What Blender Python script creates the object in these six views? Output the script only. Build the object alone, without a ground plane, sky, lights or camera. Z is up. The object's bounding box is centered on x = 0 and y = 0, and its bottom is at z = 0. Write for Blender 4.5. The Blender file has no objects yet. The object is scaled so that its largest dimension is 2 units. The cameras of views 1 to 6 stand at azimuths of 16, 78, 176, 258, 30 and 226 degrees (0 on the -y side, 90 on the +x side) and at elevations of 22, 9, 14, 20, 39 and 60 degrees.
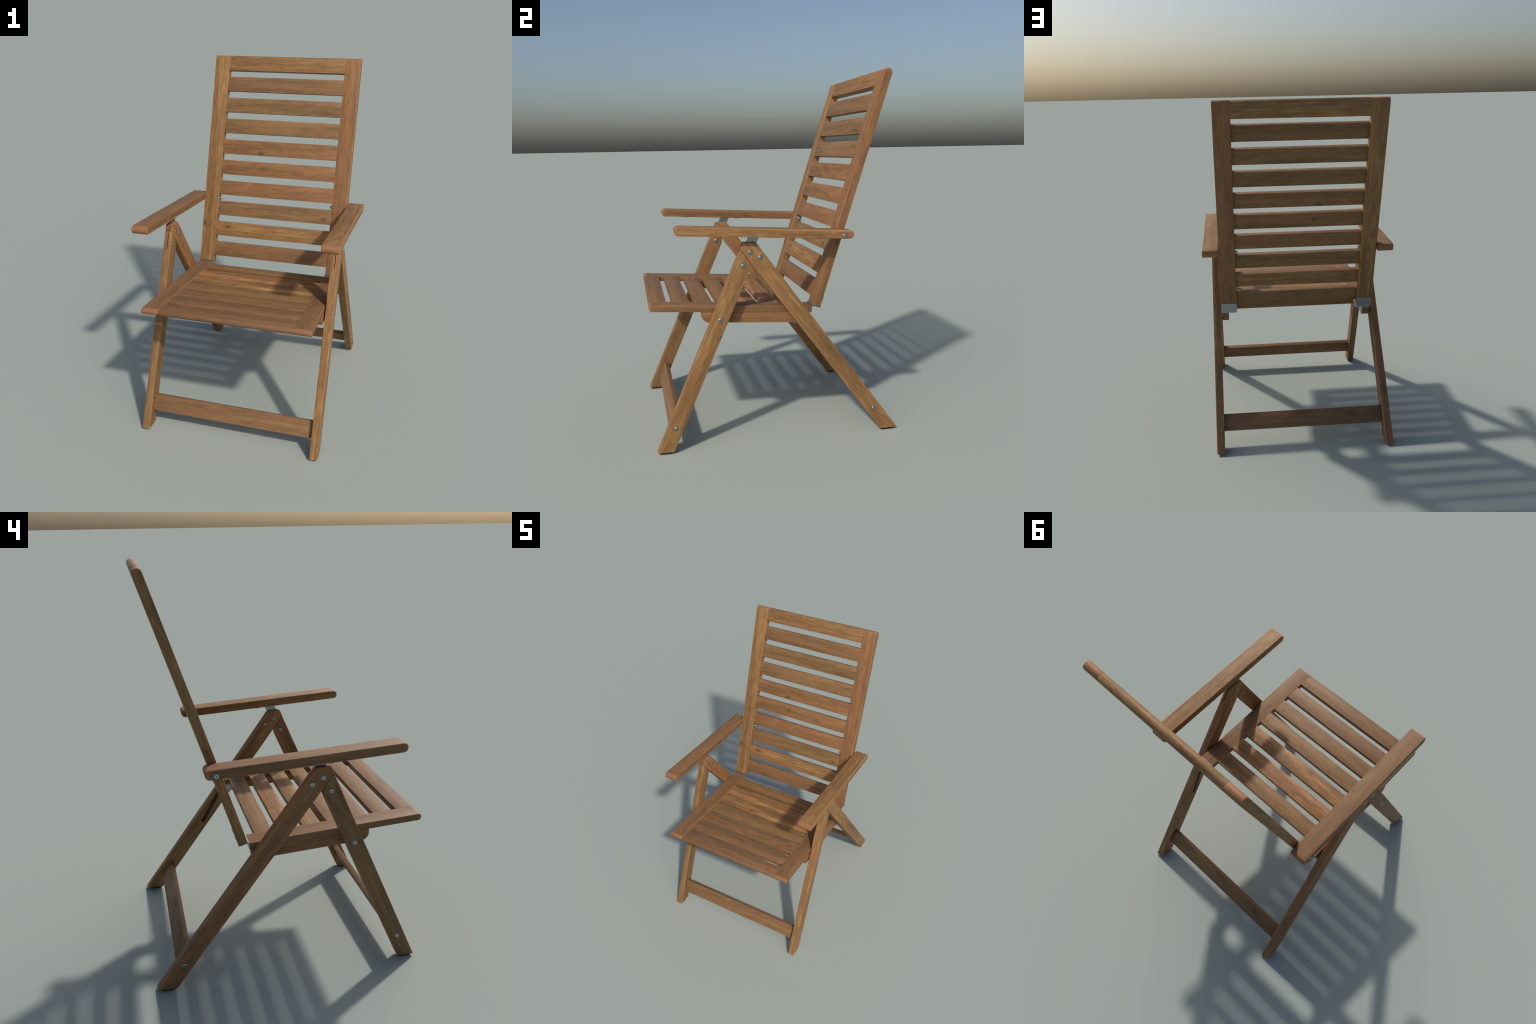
"""Reclining folding garden chair of oiled acacia slats with steel fittings."""
import bpy, bmesh, math, random
from mathutils import Vector, Matrix

random.seed(7)
COL = bpy.context.scene.collection

# ----------------------------------------------------------------- materials
def srgb(r, g, b):
    f = lambda c: (c / 255 / 12.92) if c / 255 <= 0.04045 else ((c / 255 + 0.055) / 1.055) ** 2.4
    return (f(r), f(g), f(b), 1.0)

def albedo(r, g, b, gain=0.84):
    """base colour of a board that looks (r, g, b) in full sun"""
    c = srgb(r, g, b)
    return tuple(v * gain for v in c[:3]) + (1.0,)


# wood tones: (dark olive brown, body brown, light honey)
TONES = {
    "brown":  (albedo(110, 80, 52), albedo(136, 101, 68), albedo(156, 118, 79)),
    "honey":  (albedo(116, 88, 54), albedo(149, 110, 70), albedo(190, 146, 90)),
    "rosy":   (albedo(118, 83, 54), albedo(147, 105, 68), albedo(170, 125, 82)),
    "olive":  (albedo(104, 80, 52), albedo(140, 106, 69), albedo(162, 126, 82)),
    "orange": (albedo(116, 82, 54), albedo(156, 112, 73), albedo(202, 150, 100)),
}
END_TONE = albedo(163, 112, 77)
RED_VEIN = albedo(156, 101, 64)
GREEN_VEIN = albedo(120, 98, 58)
PORE = albedo(84, 58, 38)
KNOT_HALO = albedo(122, 94, 58)
KNOT_HEART = albedo(84, 72, 48)


class Nodes:
    """small helper around a node tree"""
    def __init__(self, mat):
        mat.use_nodes = True
        self.t = mat.node_tree
        self.t.nodes.clear()

    def add(self, kind, **inputs):
        n = self.t.nodes.new(kind)
        for k, v in inputs.items():
            if k.startswith("_"):
                setattr(n, k[1:], v)
        return n

    def link(self, a, b):
        self.t.links.new(a, b)

    def math(self, op, a, b=None, clamp=False):
        n = self.t.nodes.new("ShaderNodeMath")
        n.operation = op
        n.use_clamp = clamp
        for i, v in enumerate((a, b)):
            if v is None:
                continue
            if isinstance(v, (int, float)):
                n.inputs[i].default_value = v
            else:
                self.link(v, n.inputs[i])
        return n.outputs[0]

    def smooth(self, v, lo, hi):
        n = self.t.nodes.new("ShaderNodeMapRange")
        n.interpolation_type = 'SMOOTHSTEP'
        self.link(v, n.inputs[0])
        n.inputs[1].default_value = lo
        n.inputs[2].default_value = hi
        return n.outputs[0]

    def mix(self, fac, a, b, mode='MIX'):
        n = self.t.nodes.new("ShaderNodeMix")
        n.data_type = 'RGBA'
        n.blend_type = mode
        for s, v in ((n.inputs[0], fac), (n.inputs[6], a), (n.inputs[7], b)):
            if isinstance(v, (int, float, tuple)):
                s.default_value = v
            else:
                self.link(v, s)
        return n.outputs[2]

    def noise(self, vec, offset, scale, detail=3.0, rough=0.55, warp=0.0):
        m = self.t.nodes.new("ShaderNodeMapping")
        m.inputs["Location"].default_value = offset
        m.inputs["Scale"].default_value = scale
        self.link(vec, m.inputs["Vector"])
        n = self.t.nodes.new("ShaderNodeTexNoise")
        n.inputs["Scale"].default_value = 1.0
        n.inputs["Detail"].default_value = detail
        n.inputs["Roughness"].default_value = rough
        n.inputs["Distortion"].default_value = warp
        self.link(m.outputs[0], n.inputs["Vector"])
        return n.outputs["Fac"]


def wood(name, tone="brown", knots=(), ends=(), streak=1.0):
    """Acacia board: grain runs along local X.  knots: (x, y, radius) on the
    board's own face; ends: (x, sign) beyond which the rounded end shows."""
    mat = bpy.data.materials.new("wood_" + name)
    N = Nodes(mat)
    out = N.add("ShaderNodeOutputMaterial")
    bsdf = N.add("ShaderNodeBsdfPrincipled")
    N.link(bsdf.outputs[0], out.inputs[0])
    tc = N.add("ShaderNodeTexCoord")
    P = tc.outputs["Object"]
    off = tuple(random.uniform(-40, 40) for _ in range(3))
    dark, body, light = TONES[tone]

    # bend the grain a little so that streaks wander along the board
    bend = N.noise(P, off, (2.2, 5, 5), 2)
    bendv = N.math('MULTIPLY', N.math('SUBTRACT', bend, 0.5), 0.035)
    comb = N.add("ShaderNodeCombineXYZ")
    N.link(bendv, comb.inputs[1]); N.link(bendv, comb.inputs[2])
    va = N.add("ShaderNodeVectorMath", _operation='ADD')
    N.link(P, va.inputs[0]); N.link(comb.outputs[0], va.inputs[1])
    V = va.outputs[0]

    if knots:                       # the grain flows round each knot
        sepk = N.add("ShaderNodeSeparateXYZ")
        N.link(P, sepk.inputs[0])
        wob = N.math('MULTIPLY', N.math('SUBTRACT', N.noise(P, off, (45, 45, 45), 2), 0.5), 0.9)
        knot_d = []
        push = None
        for (kx, ky, r, *kz) in knots:
            dx = N.math('MULTIPLY', N.math('SUBTRACT', sepk.outputs[0], kx), 0.7 / r)
            ry = N.math('SUBTRACT', sepk.outputs[1], ky)
            dy = N.math('MULTIPLY', ry, 1.0 / r)
            dd = N.math('ADD', N.math('MULTIPLY', dx, dx), N.math('MULTIPLY', dy, dy))
            if kz:                  # knot that shows on one face only
                dz = N.math('MULTIPLY', N.math('SUBTRACT', sepk.outputs[2], kz[0]), 1.0 / r)
                dd = N.math('ADD', dd, N.math('MULTIPLY', dz, dz))
            d = N.math('SQRT', dd)
            knot_d.append(N.math('ADD', d, wob))
            p = N.math('MULTIPLY', N.math('MULTIPLY', N.smooth(d, 4.5, 0.8), ry), -0.6)
            push = p if push is None else N.math('ADD', push, p)
        comb2 = N.add("ShaderNodeCombineXYZ")
        N.link(push, comb2.inputs[1])
        va2 = N.add("ShaderNodeVectorMath", _operation='ADD')
        N.link(V, va2.inputs[0]); N.link(comb2.outputs[0], va2.inputs[1])
        V = va2.outputs[0]

    broad = N.noise(V, off, (1.3, 24, 24), 3, 0.55)            # heart / sapwood bands
    patch = N.noise(V, tuple(o + 9 for o in off), (12, 42, 42), 4, 0.62, 0.6)   # cloudy patches
    streaks = N.noise(V, tuple(o + 3 for o in off), (4, 150, 150), 5, 0.65)
    fine = N.noise(V, tuple(o + 5 for o in off), (22, 420, 420), 3, 0.65)

    f = N.math('ADD', N.math('MULTIPLY', broad, 0.62),
               N.math('ADD', N.math('MULTIPLY', streaks, 0.55 * streak), N.math('MULTIPLY', patch, 0.50)))
    f = N.math('SUBTRACT', f, 0.33 + 0.275 * (streak - 1.0))
    ramp = N.add("ShaderNodeValToRGB")
    ramp.color_ramp.elements[0].position = 0.28
    ramp.color_ramp.elements[0].color = dark
    ramp.color_ramp.elements[1].position = 0.74
    ramp.color_ramp.elements[1].color = light
    e = ramp.color_ramp.elements.new(0.50)
    e.color = body
    N.link(f, ramp.inputs[0])
    col = ramp.outputs[0]
    # reddish veins against greenish ones
    hue = N.noise(V, tuple(o + 17 for o in off), (2.2, 60, 60), 4, 0.62)
    col = N.mix(N.math('MULTIPLY', N.smooth(hue, 0.52, 0.70), 0.30), col, RED_VEIN)
    col = N.mix(N.math('MULTIPLY', N.smooth(hue, 0.48, 0.30), 0.36), col, GREEN_VEIN)
    # pores
    col = N.mix(N.math('MULTIPLY', N.smooth(fine, 0.50, 0.25), 0.22), col, PORE)

    if knots:
        for d in knot_d:
            col = N.mix(N.math('MULTIPLY', N.smooth(d, 3.2, 0.8), 0.35), col, KNOT_HALO)
            col = N.mix(N.math('MULTIPLY', N.smooth(d, 1.4, 0.2), 0.72), col, KNOT_HEART)

    if ends:
        sep = N.add("ShaderNodeSeparateXYZ")
        N.link(P, sep.inputs[0])
        for (ex, sgn) in ends:
            v = N.math('MULTIPLY', N.math('SUBTRACT', sep.outputs[0], ex), float(sgn))
            grain = N.noise(P, off, (30, 60, 30), 2)
            m = N.math('MULTIPLY', N.smooth(v, -0.002, 0.003), N.math('ADD', 0.5, N.math('MULTIPLY', grain, 0.45)), True)
            col = N.mix(m, col, END_TONE)

    N.link(col, bsdf.inputs["Base Color"])
    bsdf.inputs["Roughness"].default_value = 0.58
    bsdf.inputs["Specular IOR Level"].default_value = 0.32
    bump = N.add("ShaderNodeBump")
    bump.inputs["Strength"].default_value = 0.12
    bump.inputs["Distance"].default_value = 0.002
    N.link(N.math('ADD', fine, N.math('MULTIPLY', streaks, 0.6)), bump.inputs["Height"])
    N.link(bump.outputs[0], bsdf.inputs["Normal"])
    return mat


def worn(mat):
    """the same board where the rounded arrises are rubbed lighter"""
    m = mat.copy()
    m.name = mat.name.replace("wood_", "worn_wood_")
    for n in m.node_tree.nodes:
        if n.type == 'VALTORGB':
            for e in n.color_ramp.elements:
                c = e.color
                e.color = (min(1, c[0] * 1.20 + 0.006), c[1] * 1.18 + 0.002, c[2] * 1.14, 1.0)
    return m


def steel(name, colour, rough, metal=1.0):
    mat = bpy.data.materials.new(name)
    N = Nodes(mat)
    out = N.add("ShaderNodeOutputMaterial")
    bsdf = N.add("ShaderNodeBsdfPrincipled")
    N.link(bsdf.outputs[0], out.inputs[0])
    tc = N.add("ShaderNodeTexCoord")
    n = N.noise(tc.outputs["Object"], (3, 1, 4), (70, 70, 70), 3)
    c = N.mix(n, tuple(0.8 * v for v in colour[:3]) + (1,), colour)
    N.link(c, bsdf.inputs["Base Color"])
    bsdf.inputs["Metallic"].default_value = metal
    r = N.math('ADD', rough - 0.06, N.math('MULTIPLY', n, 0.12))
    N.link(r, bsdf.inputs["Roughness"])
    return mat


ZINC = steel("zinc_plated_steel", srgb(176, 186, 186), 0.36)
PLATE = steel("galvanised_plate", srgb(168, 178, 186), 0.36)
RUBBER = steel("black_rubber", srgb(26, 26, 26), 0.8, 0.0)
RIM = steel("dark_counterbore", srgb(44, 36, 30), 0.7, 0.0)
SOCKET = steel("bolt_socket", srgb(120, 128, 130), 0.45)

# ------------------------------------------------------------------ geometry
def frame(origin, ax, ay):
    ax = Vector(ax).normalized()
    az = ax.cross(Vector(ay)).normalized()
    ay = az.cross(ax)
    m = Matrix((ax, ay, az)).transposed().to_4x4()
    m.translation = Vector(origin)
    return m


def finish(name, bm, mat, M, parent, smooth=35):
    """bm is in world coordinates; M is the part's own frame."""
    bmesh.ops.recalc_face_normals(bm, faces=bm.faces)
    bm.transform(M.inverted())
    me = bpy.data.meshes.new(name)
    bm.to_mesh(me)
    bm.free()
    me.materials.append(mat)
    if mat.name.startswith("wood_"):
        me.materials.append(worn(mat))
    else:
        if mat not in (ZINC,):
            for p in me.polygons:
                p.material_index = 0
    for p in me.polygons:
        p.use_smooth = True
    me.set_sharp_from_angle(angle=math.radians(smooth))
    ob = bpy.data.objects.new(name, me)
    COL.objects.link(ob)
    ob.matrix_world = M
    if parent is not None:
        ob.parent = parent
        ob.matrix_parent_inverse = WORLD[parent.name].inverted()
    WORLD[ob.name] = M.copy()
    return ob


WORLD = {}


def prism_bm(profile, x0, x1, bevel=0.004, segs=2, keep=38):
    """profile: closed (y, z) outline, extruded from x0 to x1; real (sharp)
    edges are chamfered, the facets of rounded ends only along their rims."""
    bm = bmesh.new()
    a = [bm.verts.new((x0, y, z)) for y, z in profile]
    b = [bm.verts.new((x1, y, z)) for y, z in profile]
    n = len(profile)
    bm.faces.new(a)
    bm.faces.new(b[::-1])
    for i in range(n):
        j = (i + 1) % n
        bm.faces.new((a[i], b[i], b[j], a[j]))
    bmesh.ops.recalc_face_normals(bm, faces=bm.faces)
    if bevel > 0:
        edges = [e for e in bm.edges if e.calc_face_angle(0) > math.radians(keep)]
        bmesh.ops.bevel(bm, geom=edges, offset=bevel, segments=segs, profile=0.6,
                        affect='EDGES', clamp_overlap=True, material=1)
    return bm


def round_profile(p0, p1, half, round0=False, round1=False, depth=1.0, n=9):
    """outline of a straight board in (y, z): axis p0->p1, half width, with
    optional rounded ends (depth 1 = half circle)."""
    p0, p1 = Vector(p0), Vector(p1)
    t = (p1 - p0).normalized()
    q = Vector((-t.y, t.x))
    pts = []
    def end(c, tt, qq, rnd):
        if not rnd:
            pts.append(c + qq * half)
            pts.append(c - qq * half)
            return
        r = half * depth
        for i in range(n + 1):
            a = math.pi * i / n
            pts.append(c - tt * r + qq * half * math.cos(a) + tt * r * math.sin(a))
    end(p1, t, q, round1)
    end(p0, -t, -q, round0)
    return [(p.x, p.y) for p in pts]


def boolean_cut(ob, cutter_bm):
    me = bpy.data.meshes.new("cutter")
    bmesh.ops.recalc_face_normals(cutter_bm, faces=cutter_bm.faces)
    cutter_bm.to_mesh(me)
    cutter_bm.free()
    c = bpy.data.objects.new("cutter", me)
    COL.objects.link(c)
    md = ob.modifiers.new("cut", 'BOOLEAN')
    md.operation = 'DIFFERENCE'
    md.solver = 'EXACT'
    md.object = c
    bpy.context.view_layer.update()
    dg = bpy.context.evaluated_depsgraph_get()
    new = bpy.data.meshes.new_from_object(ob.evaluated_get(dg))
    ob.modifiers.clear()
    old = ob.data
    ob.data = new
    new.name = old.name
    bpy.data.meshes.remove(old)
    bpy.data.objects.remove(c)
    bpy.data.meshes.remove(me)
    for p in new.polygons:
        p.use_smooth = True
    new.set_sharp_from_angle(angle=math.radians(35))


def lathe(name, pos, axis, prof, mat, parent, segs=20, share={}):
    """turned part; prof: (radius, height along axis)."""
    key = (tuple(prof), mat.name)
    az = Vector(axis).normalized()
    ref = Vector((0, 0, 1)) if abs(az.z) < 0.9 else Vector((0, 1, 0))
    ax = ref.cross(az).normalized()
    ay = az.cross(ax)
    M = Matrix((ax, ay, az)).transposed().to_4x4()
    M.translation = Vector(pos)
    if key in share:
        ob = bpy.data.objects.new(name, share[key])
        COL.objects.link(ob)
        ob.matrix_world = M
        WORLD[ob.name] = M
        if parent is not None:
            ob.parent = parent
            ob.matrix_parent_inverse = WORLD[parent.name].inverted()
        return ob
    bm = bmesh.new()
    rings = []
    for r, h in prof:
        if r == 0:
            rings.append([bm.verts.new((0, 0, h))])
        else:
            rings.append([bm.verts.new((r * math.cos(2 * math.pi * i / segs), r * math.sin(2 * math.pi * i / segs), h))
                          for i in range(segs)])
    for A, B in zip(rings, rings[1:]):
        for i in range(segs):
            j = (i + 1) % segs
            if len(A) == 1:
                bm.faces.new((A[0], B[i], B[j]))
            elif len(B) == 1:
                bm.faces.new((A[i], A[j], B[0]))
            else:
                bm.faces.new((A[i], A[j], B[j], B[i]))
    bm.transform(M)
    if prof is BOLT:
        bm.faces.index_update()
        for f in bm.faces:
            f.material_index = DARK_BANDS.get(f.index // segs, 0)
    ob = finish(name, bm, mat, M, parent, 40)
    if prof is BOLT:
        ob.data.materials.append(RIM)
        ob.data.materials.append(SOCKET)
    share[key] = ob.data
    return ob


BOLT = [(0, -0.004), (0.0138, -0.004), (0.0138, 0.0003), (0.0122, 0.0004), (0.0121, 0.0007), (0.0112, 0.0016),
        (0.0092, 0.0023), (0.0042, 0.0027), (0.0038, 0.0015), (0, 0.0013)]
DARK_BANDS = {2: 1, 7: 2, 8: 2}      # counterbore rim and socket of the bolt head
NUT = [(0, -0.004), (0.0135, -0.004), (0.0135, 0.002), (0.0098, 0.0024), (0.0098, 0.0085), (0.0078, 0.0120),
       (0.0040, 0.0145), (0, 0.0150)]
SCREW = [(0, -0.0012), (0.0062, -0.0012), (0.0060, 0.0007), (0.0042, 0.0013), (0.0022, 0.0004), (0, 0.0003)]
WASHER = [(0, -0.002), (0.013, -0.002), (0.013, 0.002), (0, 0.002)]


def mirror(pts, s):
    return pts


# --------------------------------------------------------------------- chair
root = bpy.data.objects.new("folding_chair", None)
COL.objects.link(root)
root.empty_display_size = 0.2
root["label"] = "wooden slatted reclining folding garden chair with armrests"
root["category"] = "garden chair"
WORLD[root.name] = Matrix.Identity(4)

# ---- measured layout (metres) ----
LEG_IN, LEG_OUT = 0.4745, 0.5200        # legs, in x
RAIL_IN, RAIL_OUT = 0.3715, 0.4680      # seat rails and backrest stiles
ARM_IN, ARM_OUT = 0.4720, 0.5630
FOOT_Z = 0.0090
FRONT_LEG_BOLTS = [(-0.1893, 0.9907), (-0.3143, 0.7086), (-0.5686, 0.1370)]
BACK_LEG_BOLTS = [(-0.1495, 1.0605), (-0.0960, 1.0308), (0.5389, 0.1354)]

BACK_TILT = math.radians(18.0)
BO = Vector((0, 0.2443, 0.7300))                       # bottom rear edge of the backrest
BT = Vector((0, math.sin(BACK_TILT), math.cos(BACK_TILT)))   # up the back
BN = Vector((0, -math.cos(BACK_TILT), math.sin(BACK_TILT)))  # towards the sitter
BACK_THICK, BACK_LEN = 0.0450, 1.3285

SEAT_TILT = math.radians(4.03)
SO = Vector((0, 0.0, 0.7543))                          # seat top at y = 0
ST = Vector((0, math.cos(SEAT_TILT), -math.sin(SEAT_TILT)))  # towards the rear
SN = Vector((0, math.sin(SEAT_TILT), math.cos(SEAT_TILT)))
SEAT_THICK, SEAT_F, SEAT_R = 0.0355, -0.6798, 0.1945


def bp(s, off):            # backrest coordinates -> (y, z)
    p = BO + BT * s + BN * off
    return (p.y, p.z)


def sp(s, down):           # seat coordinates -> (y, z)
    p = SO + ST * s - SN * down
    return (p.y, p.z)


# ---- backrest ----
stile_tone = {1: ("rosy", ()), -1: ("honey", [(-0.418, -0.034, 0.013, -0.0225), (-0.166, -0.048, 0.011, 0.004)])}
stiles = {}
for sgn in (1, -1):
    prof = round_profile(bp(0, BACK_THICK / 2), bp(BACK_LEN, BACK_THICK / 2), BACK_THICK / 2, round1=True, depth=0.92)
    bm = prism_bm(prof, sgn * RAIL_IN, sgn * RAIL_OUT)
    mid = BO + BT * BACK_LEN / 2 + BN * BACK_THICK / 2
    M = frame((sgn * (RAIL_IN + RAIL_OUT) / 2, mid.y, mid.z), BT, (1, 0, 0))
    tone, kn = stile_tone[sgn]
    mat = wood("stile", tone, kn, ends=[(BACK_LEN / 2 - 0.019, 1)], streak=1.15)
    stiles[sgn] = finish("backrest_stile", bm, mat, M, root)

back_tones = ["brown", "honey", "olive", "rosy", "rosy", "rosy", "olive", "olive", "brown", "honey"]
back_knots = {1: [(-0.296, 0.013, 0.012)], 4: [(-0.091, 0.004, 0.010)], 5: [(-0.114, -0.034, 0.014)], 2: [(0.326, -0.017, 0.010)]}
SLAT_H, SLAT_PITCH, SLAT_0 = 0.0925, 0.1330, 0.0370
half = RAIL_IN + 0.0003
for i in range(10):
    s0 = SLAT_0 + SLAT_PITCH * i
    if i < 9:
        # the slats are thinner than the stiles and lie flush with their front
        lo, rise = 0.0135, 0.0010
        prof = [bp(s0, BACK_THICK - 0.0008), bp(s0 + SLAT_H, BACK_THICK - 0.0008), bp(s0 + SLAT_H + rise, lo), bp(s0 + rise, lo)]
        bm = prism_bm(prof, -half, half, 0.0032)
        h = SLAT_H
    else:
        h = BACK_LEN - s0 + 0.002
        prof = round_profile(bp(s0 - 0.001, BACK_THICK / 2), bp(BACK_LEN, BACK_THICK / 2), BACK_THICK / 2, round1=True, depth=0.92)
        bm = prism_bm(prof, -half, half, 0.0035)
    c = BO + BT * (s0 + h / 2) + BN * BACK_THICK / 2
    M = frame((0, c.y, c.z), (1, 0, 0), BT)
    mat = wood("back_slat", back_tones[i], back_knots.get(i, ()), streak=0.8 if i not in (1, 9) else 1.2)
    finish("backrest_slat", bm, mat, M, root)

# ---- seat ----
rails = {}
for sgn in (1, -1):
    prof = round_profile(sp(SEAT_R, SEAT_THICK / 2), sp(SEAT_F, SEAT_THICK / 2), SEAT_THICK / 2, round1=True, depth=0.95)
    bm = prism_bm(prof, sgn * RAIL_IN, sgn * RAIL_OUT)
    mid = SO + ST * (SEAT_F + SEAT_R) / 2 - SN * SEAT_THICK / 2
    M = frame((sgn * (RAIL_IN + RAIL_OUT) / 2, mid.y, mid.z), -ST, (1, 0, 0))
    L = SEAT_R - SEAT_F
    mat = wood("seat_rail", "brown", ends=[(L / 2 - 0.016, 1)], streak=0.7)
    rails[sgn] = finish("seat_rail", bm, mat, M, root)

seat_tones = ["brown", "brown", "brown", "olive", "honey", "orange", "olive"]
seat_knots = {4: [(-0.102, 0.027, 0.009)], 6: [(0.315, 0.0, 0.015)], 2: [(0.319, -0.015, 0.008)]}
for i in range(7):
    a = SEAT_F if i == 0 else -0.5520 + 0.1228 * (i - 1)
    b = -0.5850 if i == 0 else a + 0.0905
    if i == 0:
        prof = round_profile(sp(b, SEAT_THICK / 2), sp(a, SEAT_THICK / 2), SEAT_THICK / 2, round1=True, depth=0.95)
    else:
        prof = [sp(a, 0.0006), sp(b, 0.0006), sp(b, 0.0310), sp(a, 0.0310)]
    bm = prism_bm(prof, -half, half, 0.0032)
    c = SO + ST * (a + b) / 2 - SN * SEAT_THICK / 2
    M = frame((0, c.y, c.z), (1, 0, 0), -ST)
    mat = wood("seat_slat", seat_tones[i], seat_knots.get(i, ()), streak=0.75 if i not in (4, 5) else 1.3)
    finish("seat_slat", bm, mat, M, root)

# bearers under the seat rails, with round-nosed front ends
BEAR_H, BEAR_F, BEAR_R = 0.0575, -0.4050, 0.1900
for sgn in (1, -1):
    top, bot = SEAT_THICK + 0.0005, SEAT_THICK + BEAR_H
    prof = [sp(BEAR_R, top), sp(BEAR_R, bot - 0.012), sp(BEAR_R - 0.012, bot)]
    R = 0.042
    for k in range(8):
        a = math.pi / 2 * k / 7
        prof.append(sp(BEAR_F + R * (1 - math.sin(a)), bot - R * (1 - math.cos(a))))
    prof.append(sp(BEAR_F, top))
    bm = prism_bm(prof, sgn * 0.4255, sgn * 0.4675, 0.005)
    c = SO + ST * (BEAR_F + BEAR_R) / 2 - SN * (top + BEAR_H / 2)
    M = frame((sgn * 0.4465, c.y, c.z), -ST, SN)
    bearer = finish("seat_bearer", bm, wood("bearer", "rosy", streak=0.9), M, root)
    # steel channel wrapping the rear end of the bearer
    bm = bmesh.new()
    for (xa, xb, d0, d1) in ((0.4225, 0.4252, top + 0.001, bot + 0.003), (0.4680, 0.4706, top + 0.001, bot + 0.003),
                             (0.4226, 0.4705, bot + 0.0006, bot + 0.0033)):
        b2 = prism_bm([sp(0.100, d0), sp(0.100, d1), sp(0.172, d1), sp(0.186, d1 - 0.014 if d1 - d0 > 0.02 else d1),
                       sp(0.186, d0)] if d1 - d0 > 0.02 else
                      [sp(0.096, d0), sp(0.096, d1), sp(0.172, d1), sp(0.172, d0)], sgn * xa, sgn * xb, 0.0006, 1)
        tmp = bpy.data.meshes.new("tmp"); b2.to_mesh(tmp); b2.free(); bm.from_mesh(tmp); bpy.data.meshes.remove(tmp)
    p = SO + ST * 0.14 - SN * bot
    finish("bearer_bracket", bm, PLATE, frame((sgn * 0.4465, p.y, p.z), (0, 1, 0), (0, 0, 1)), bearer)
    # pivot bolt and sliding pin
    lathe("bolt", (sgn * 0.4255, -0.3143, 0.7086), (-sgn, 0, 0), NUT, ZINC, bearer)
    lathe("guide_pin", (sgn * 0.4700, 0.165, 0.690), (sgn, 0, 0), [(0, 0), (0.0075, 0), (0.0075, 0.0145), (0, 0.0145)], ZINC, bearer)

# ---- armrests ----
ARM_A, ARM_B, ARM_H = (0.4035, 1.1340), (-0.5400, 1.1905), 0.0455
arms = {}
for sgn in (1, -1):
    prof = round_profile(ARM_A, ARM_B, ARM_H / 2, True, True, depth=0.95)
    bm = prism_bm(prof, sgn * ARM_IN, sgn * ARM_OUT, 0.0045, 3)
    cy, cz = (ARM_A[0] + ARM_B[0]) / 2, (ARM_A[1] + ARM_B[1]) / 2
    d = Vector((0, ARM_B[0] - ARM_A[0], ARM_B[1] - ARM_A[1]))
    M = frame((sgn * (ARM_IN + ARM_OUT) / 2, cy, cz), d, (1, 0, 0))
    L = d.length
    mat = wood("armrest", "honey" if sgn > 0 else "brown", ends=[(L / 2 - 0.020, 1), (-L / 2 + 0.020, -1)],
               knots=[(-0.0856, 0.0455, 0.009, -0.010)] if sgn < 0 else [(0.30, -0.0455, 0.009, 0.0)], streak=1.0)
    arm = arms[sgn] = finish("armrest", bm, mat, M, root)
    lathe("bolt", (sgn * (ARM_OUT + 0.0004), 0.3532, 1.1303), (sgn, 0, 0), BOLT, ZINC, arm)
    lathe("washer", (sgn * (RAIL_OUT + 0.002), 0.3532, 1.1303), (sgn, 0, 0), WASHER, ZINC, arm)
    lathe("cap_nut", (sgn * (RAIL_IN - 0.0005), 0.3532, 1.1303), (-sgn, 0, 0), NUT, ZINC, arm)
    # notched reclining rack let into the underside, held by two screw lugs
    t = d.normalized(); up = Vector((0, -t.z, t.y))
    if up.z < 0: up = -up
    ctr = Vector((0, cy, cz))
    def ap(y, dn):
        k = (y - cy) / t.y
        p = ctr + t * k - up * (ARM_H / 2 + dn)
        return (p.y, p.z)
    outline = [ap(-0.43, -0.004), ap(-0.43, 0.0016), ap(-0.01, 0.0016), ap(-0.01, -0.004)]
    bm = prism_bm(outline, sgn * 0.482, sgn * 0.513, 0.0005, 1)
    rack = finish("recline_rack", bm, PLATE, frame((sgn * 0.4975, cy, cz), d, (1, 0, 0)), arm)
    for y in (-0.385, -0.048):
        q = ap(y, 0.0)
        lathe("rack_screw", (sgn * 0.4975, q[0], q[1]), -up, [(0, 0), (0.021, 0), (0.019, 0.0032), (0.012, 0.0050), (0, 0.0056)], PLATE, arm)

# ---- legs ----
def line_at(p, q, z):
    return p[0] + (q[0] - p[0]) * (z - p[1]) / (q[1] - p[1])

F_LO = ((-0.6692, FOOT_Z), (-0.1880, 1.1120))        # front edge of front leg
B_LO = ((0.5812, FOOT_Z), (-0.2020, 1.0760))         # under edge of back leg
front_prof = [(-0.6692, FOOT_Z), (-0.5812, FOOT_Z), (-0.1650, 0.9440), (-0.1545, 0.9700), (-0.1500, 0.9900), (-0.1508, 1.0035),
              (-0.2016, 1.0752)]
back_prof = [(0.5812, FOOT_Z), (0.6810, FOOT_Z), (-0.1110, 1.1030), (-0.1175, 1.1095), (-0.1265, 1.1125), (-0.1840, 1.1125),
             (-0.1890, 1.1080), (-0.2015, 1.0770)]
leg_knots = {("f", 1): [(0.075, 0.040, 0.012, -0.0228)], ("f", -1): [(0.434, -0.036, 0.012, 0.0228)],
             ("b", 1): [(-0.122, 0.0194, 0.006, -0.0228)],
             ("b", -1): [(0.1257, -0.032, 0.010, 0.0228), (-0.4485, 0.038, 0.012, 0.006)]}
tones = {("f", 1): "honey", ("f", -1): "olive", ("b", 1): "honey", ("b", -1): "rosy"}


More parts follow.
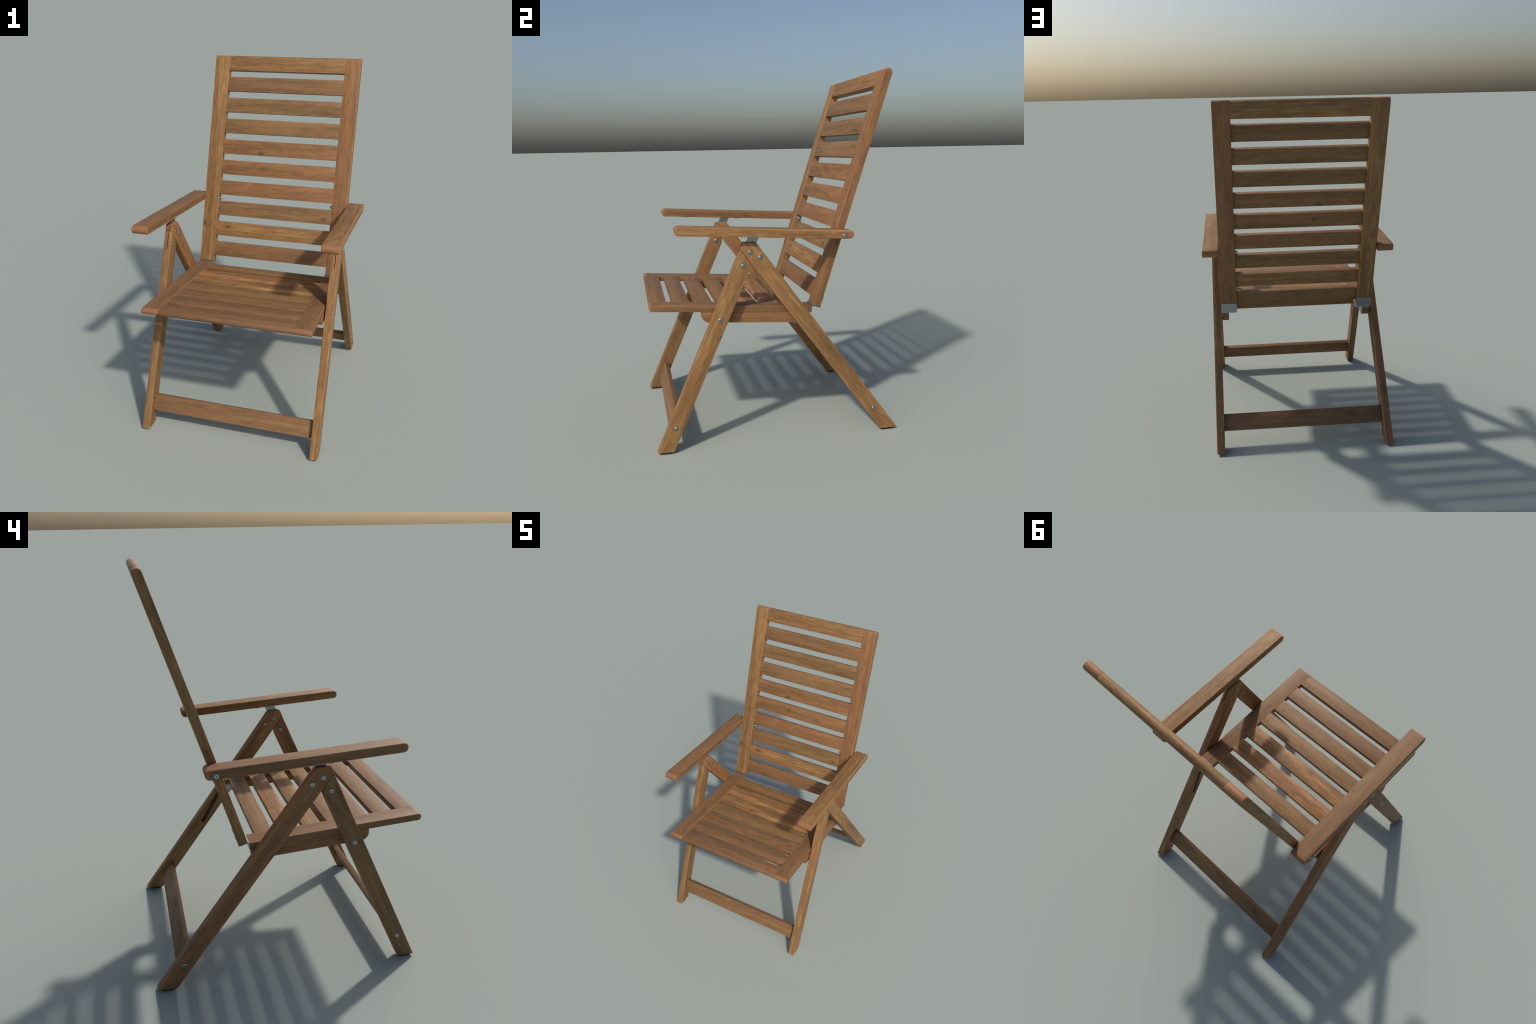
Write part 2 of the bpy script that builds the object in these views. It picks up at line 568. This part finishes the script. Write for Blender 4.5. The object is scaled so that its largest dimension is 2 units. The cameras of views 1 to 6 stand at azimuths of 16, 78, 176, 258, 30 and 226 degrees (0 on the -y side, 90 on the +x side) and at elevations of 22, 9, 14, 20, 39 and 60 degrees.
def leg(name, key, prof, bolts, sgn, foot):
    bm = prism_bm(prof, sgn * LEG_IN, sgn * LEG_OUT, 0.0038, 2, keep=28)
    a, b = Vector((0, *bolts[-1])), Vector((0, *bolts[0]))
    c = (a + b) / 2
    M = frame((sgn * 0.4972, c.y, c.z), b - a, (0, 1, 0))
    ob = finish(name, bm, wood(name, tones[(key, sgn)], leg_knots[(key, sgn)], streak=1.15), M, root)
    # saw kerf at the top that takes the steel tongue
    kerf = [(-0.30, 0.950), (-0.235, 0.978), (-0.15, 0.985), (-0.053, 1.0244), (0.02, 1.045), (0.02, 1.2), (-0.30, 1.2)]
    boolean_cut(ob, prism_bm(kerf, sgn * 0.4950, sgn * 0.4996, 0))
    if key == "b":
        # slanted guide groove on the inner face
        g0, g1 = (0.3120, 0.4300), (0.1560, 0.7060)
        gp = round_profile(g0, g1, 0.0110, True, True)
        boolean_cut(ob, prism_bm(gp, sgn * (LEG_IN - 0.01), sgn * (LEG_IN + 0.030), 0))
    for (y, z) in bolts:
        lathe("bolt", (sgn * (LEG_OUT + 0.0002), y, z), (sgn, 0, 0), BOLT, ZINC, ob)
        if z > 0.9:
            lathe("bolt", (sgn * (LEG_IN - 0.0002), y, z), (-sgn, 0, 0), BOLT, ZINC, ob)
    y0, y1 = foot
    pad = prism_bm([(y0, 0.0), (y1, 0.0), (y1, FOOT_Z + 0.002), (y0, FOOT_Z + 0.002)], sgn * 0.4800, sgn * 0.5145, 0.0015, 1)
    finish("foot_pad", pad, RUBBER, frame((sgn * 0.497, (y0 + y1) / 2, 0), (0, 1, 0), (1, 0, 0)), ob)
    return ob


for sgn in (1, -1):
    fl = leg("front_leg", "f", front_prof, FRONT_LEG_BOLTS, sgn, (-0.6530, -0.5925))
    bl = leg("back_leg", "b", back_prof, BACK_LEG_BOLTS, sgn, (0.5925, 0.6590))
    # steel tongue rising from the kerf to the armrest rack
    tongue = [(-0.205, 1.012), (-0.135, 1.000), (-0.080, 1.035), (-0.1110, 1.092), (-0.1100, 1.1100), (-0.1060, 1.1190),
              (-0.0980, 1.1340), (-0.0940, 1.1440), (-0.1530, 1.1480), (-0.1590, 1.1335), (-0.1690, 1.1110), (-0.183, 1.095)]
    bm = prism_bm(tongue, sgn * 0.4956, sgn * 0.4990, 0.0004, 1)
    finish("steel_tongue", bm, PLATE, frame((sgn * 0.4973, -0.14, 1.08), (0, 0, 1), (0, 1, 0)), bl)


# ---- stretchers ----
def stretcher(bolts, tone, knots=()):
    a, b = Vector((0, *bolts[-1])), Vector((0, *bolts[0]))
    t = (b - a).normalized()
    q = Vector((0, -t.z, t.y))
    c = a
    prof = [(c + t * u * 0.0485 + q * v * 0.0145) for u, v in ((-1, -1), (1, -1), (1, 1), (-1, 1))]
    bm = prism_bm([(p.y, p.z) for p in prof], -(LEG_IN + 0.0), LEG_IN + 0.0, 0.0035)
    finish("stretcher", bm, wood("stretcher", tone, knots, streak=0.9), frame(c, (1, 0, 0), t), root)


stretcher(FRONT_LEG_BOLTS, "brown")
stretcher(BACK_LEG_BOLTS, "brown", [(-0.289, 0.012, 0.013)])

# ---- hinges between seat and backrest ----
for sgn in (1, -1):
    st = stiles[sgn]
    x0, x1 = sgn * 0.3725, sgn * 0.4670
    # angle plate: up the rear of the stile and under its foot
    L = [bp(0.0590, -0.0003), bp(0.0590, -0.0026), bp(-0.0040, -0.0026), bp(-0.0040, BACK_THICK - 0.001),
         bp(-0.0016, BACK_THICK - 0.001), bp(-0.0016, -0.0003)]
    bm = prism_bm(L, x0, x1, 0.0004, 1)
    p = BO - BN * 0.0026 + BT * 0.028
    pl = finish("hinge_plate", bm, PLATE, frame((sgn * 0.42, p.y, p.z), (1, 0, 0), BT), st)
    for (x, s) in ((0.4490, 0.0452), (0.3885, 0.0452), (0.4190, 0.0190)):
        q = BO + BT * s - BN * 0.0032
        lathe("screw", (sgn * x, q.y, q.z), -BN, SCREW, ZINC, st, segs=14)
    # knuckle and the leaf on the rear end of the seat rail
    k = SO + ST * (SEAT_R + 0.0085) + SN * 0.0005
    lathe("hinge_knuckle", (sgn * 0.3725, k.y, k.z), (sgn, 0, 0),
          [(0, 0), (0.0062, 0), (0.0062, 0.0945), (0, 0.0945)], PLATE, rails[sgn], segs=16)
    leaf = [sp(SEAT_R + 0.0008, -0.001), sp(SEAT_R + 0.0032, -0.001), sp(SEAT_R + 0.0032, SEAT_THICK + 0.0015),
            sp(SEAT_R + 0.0008, SEAT_THICK + 0.0015)]
    bm = prism_bm(leaf, x0, x1, 0.0004, 1)
    p = SO + ST * SEAT_R
    finish("hinge_leaf", bm, PLATE, frame((sgn * 0.42, p.y, p.z), (1, 0, 0), (0, 0, 1)), rails[sgn])

bpy.context.view_layer.update()
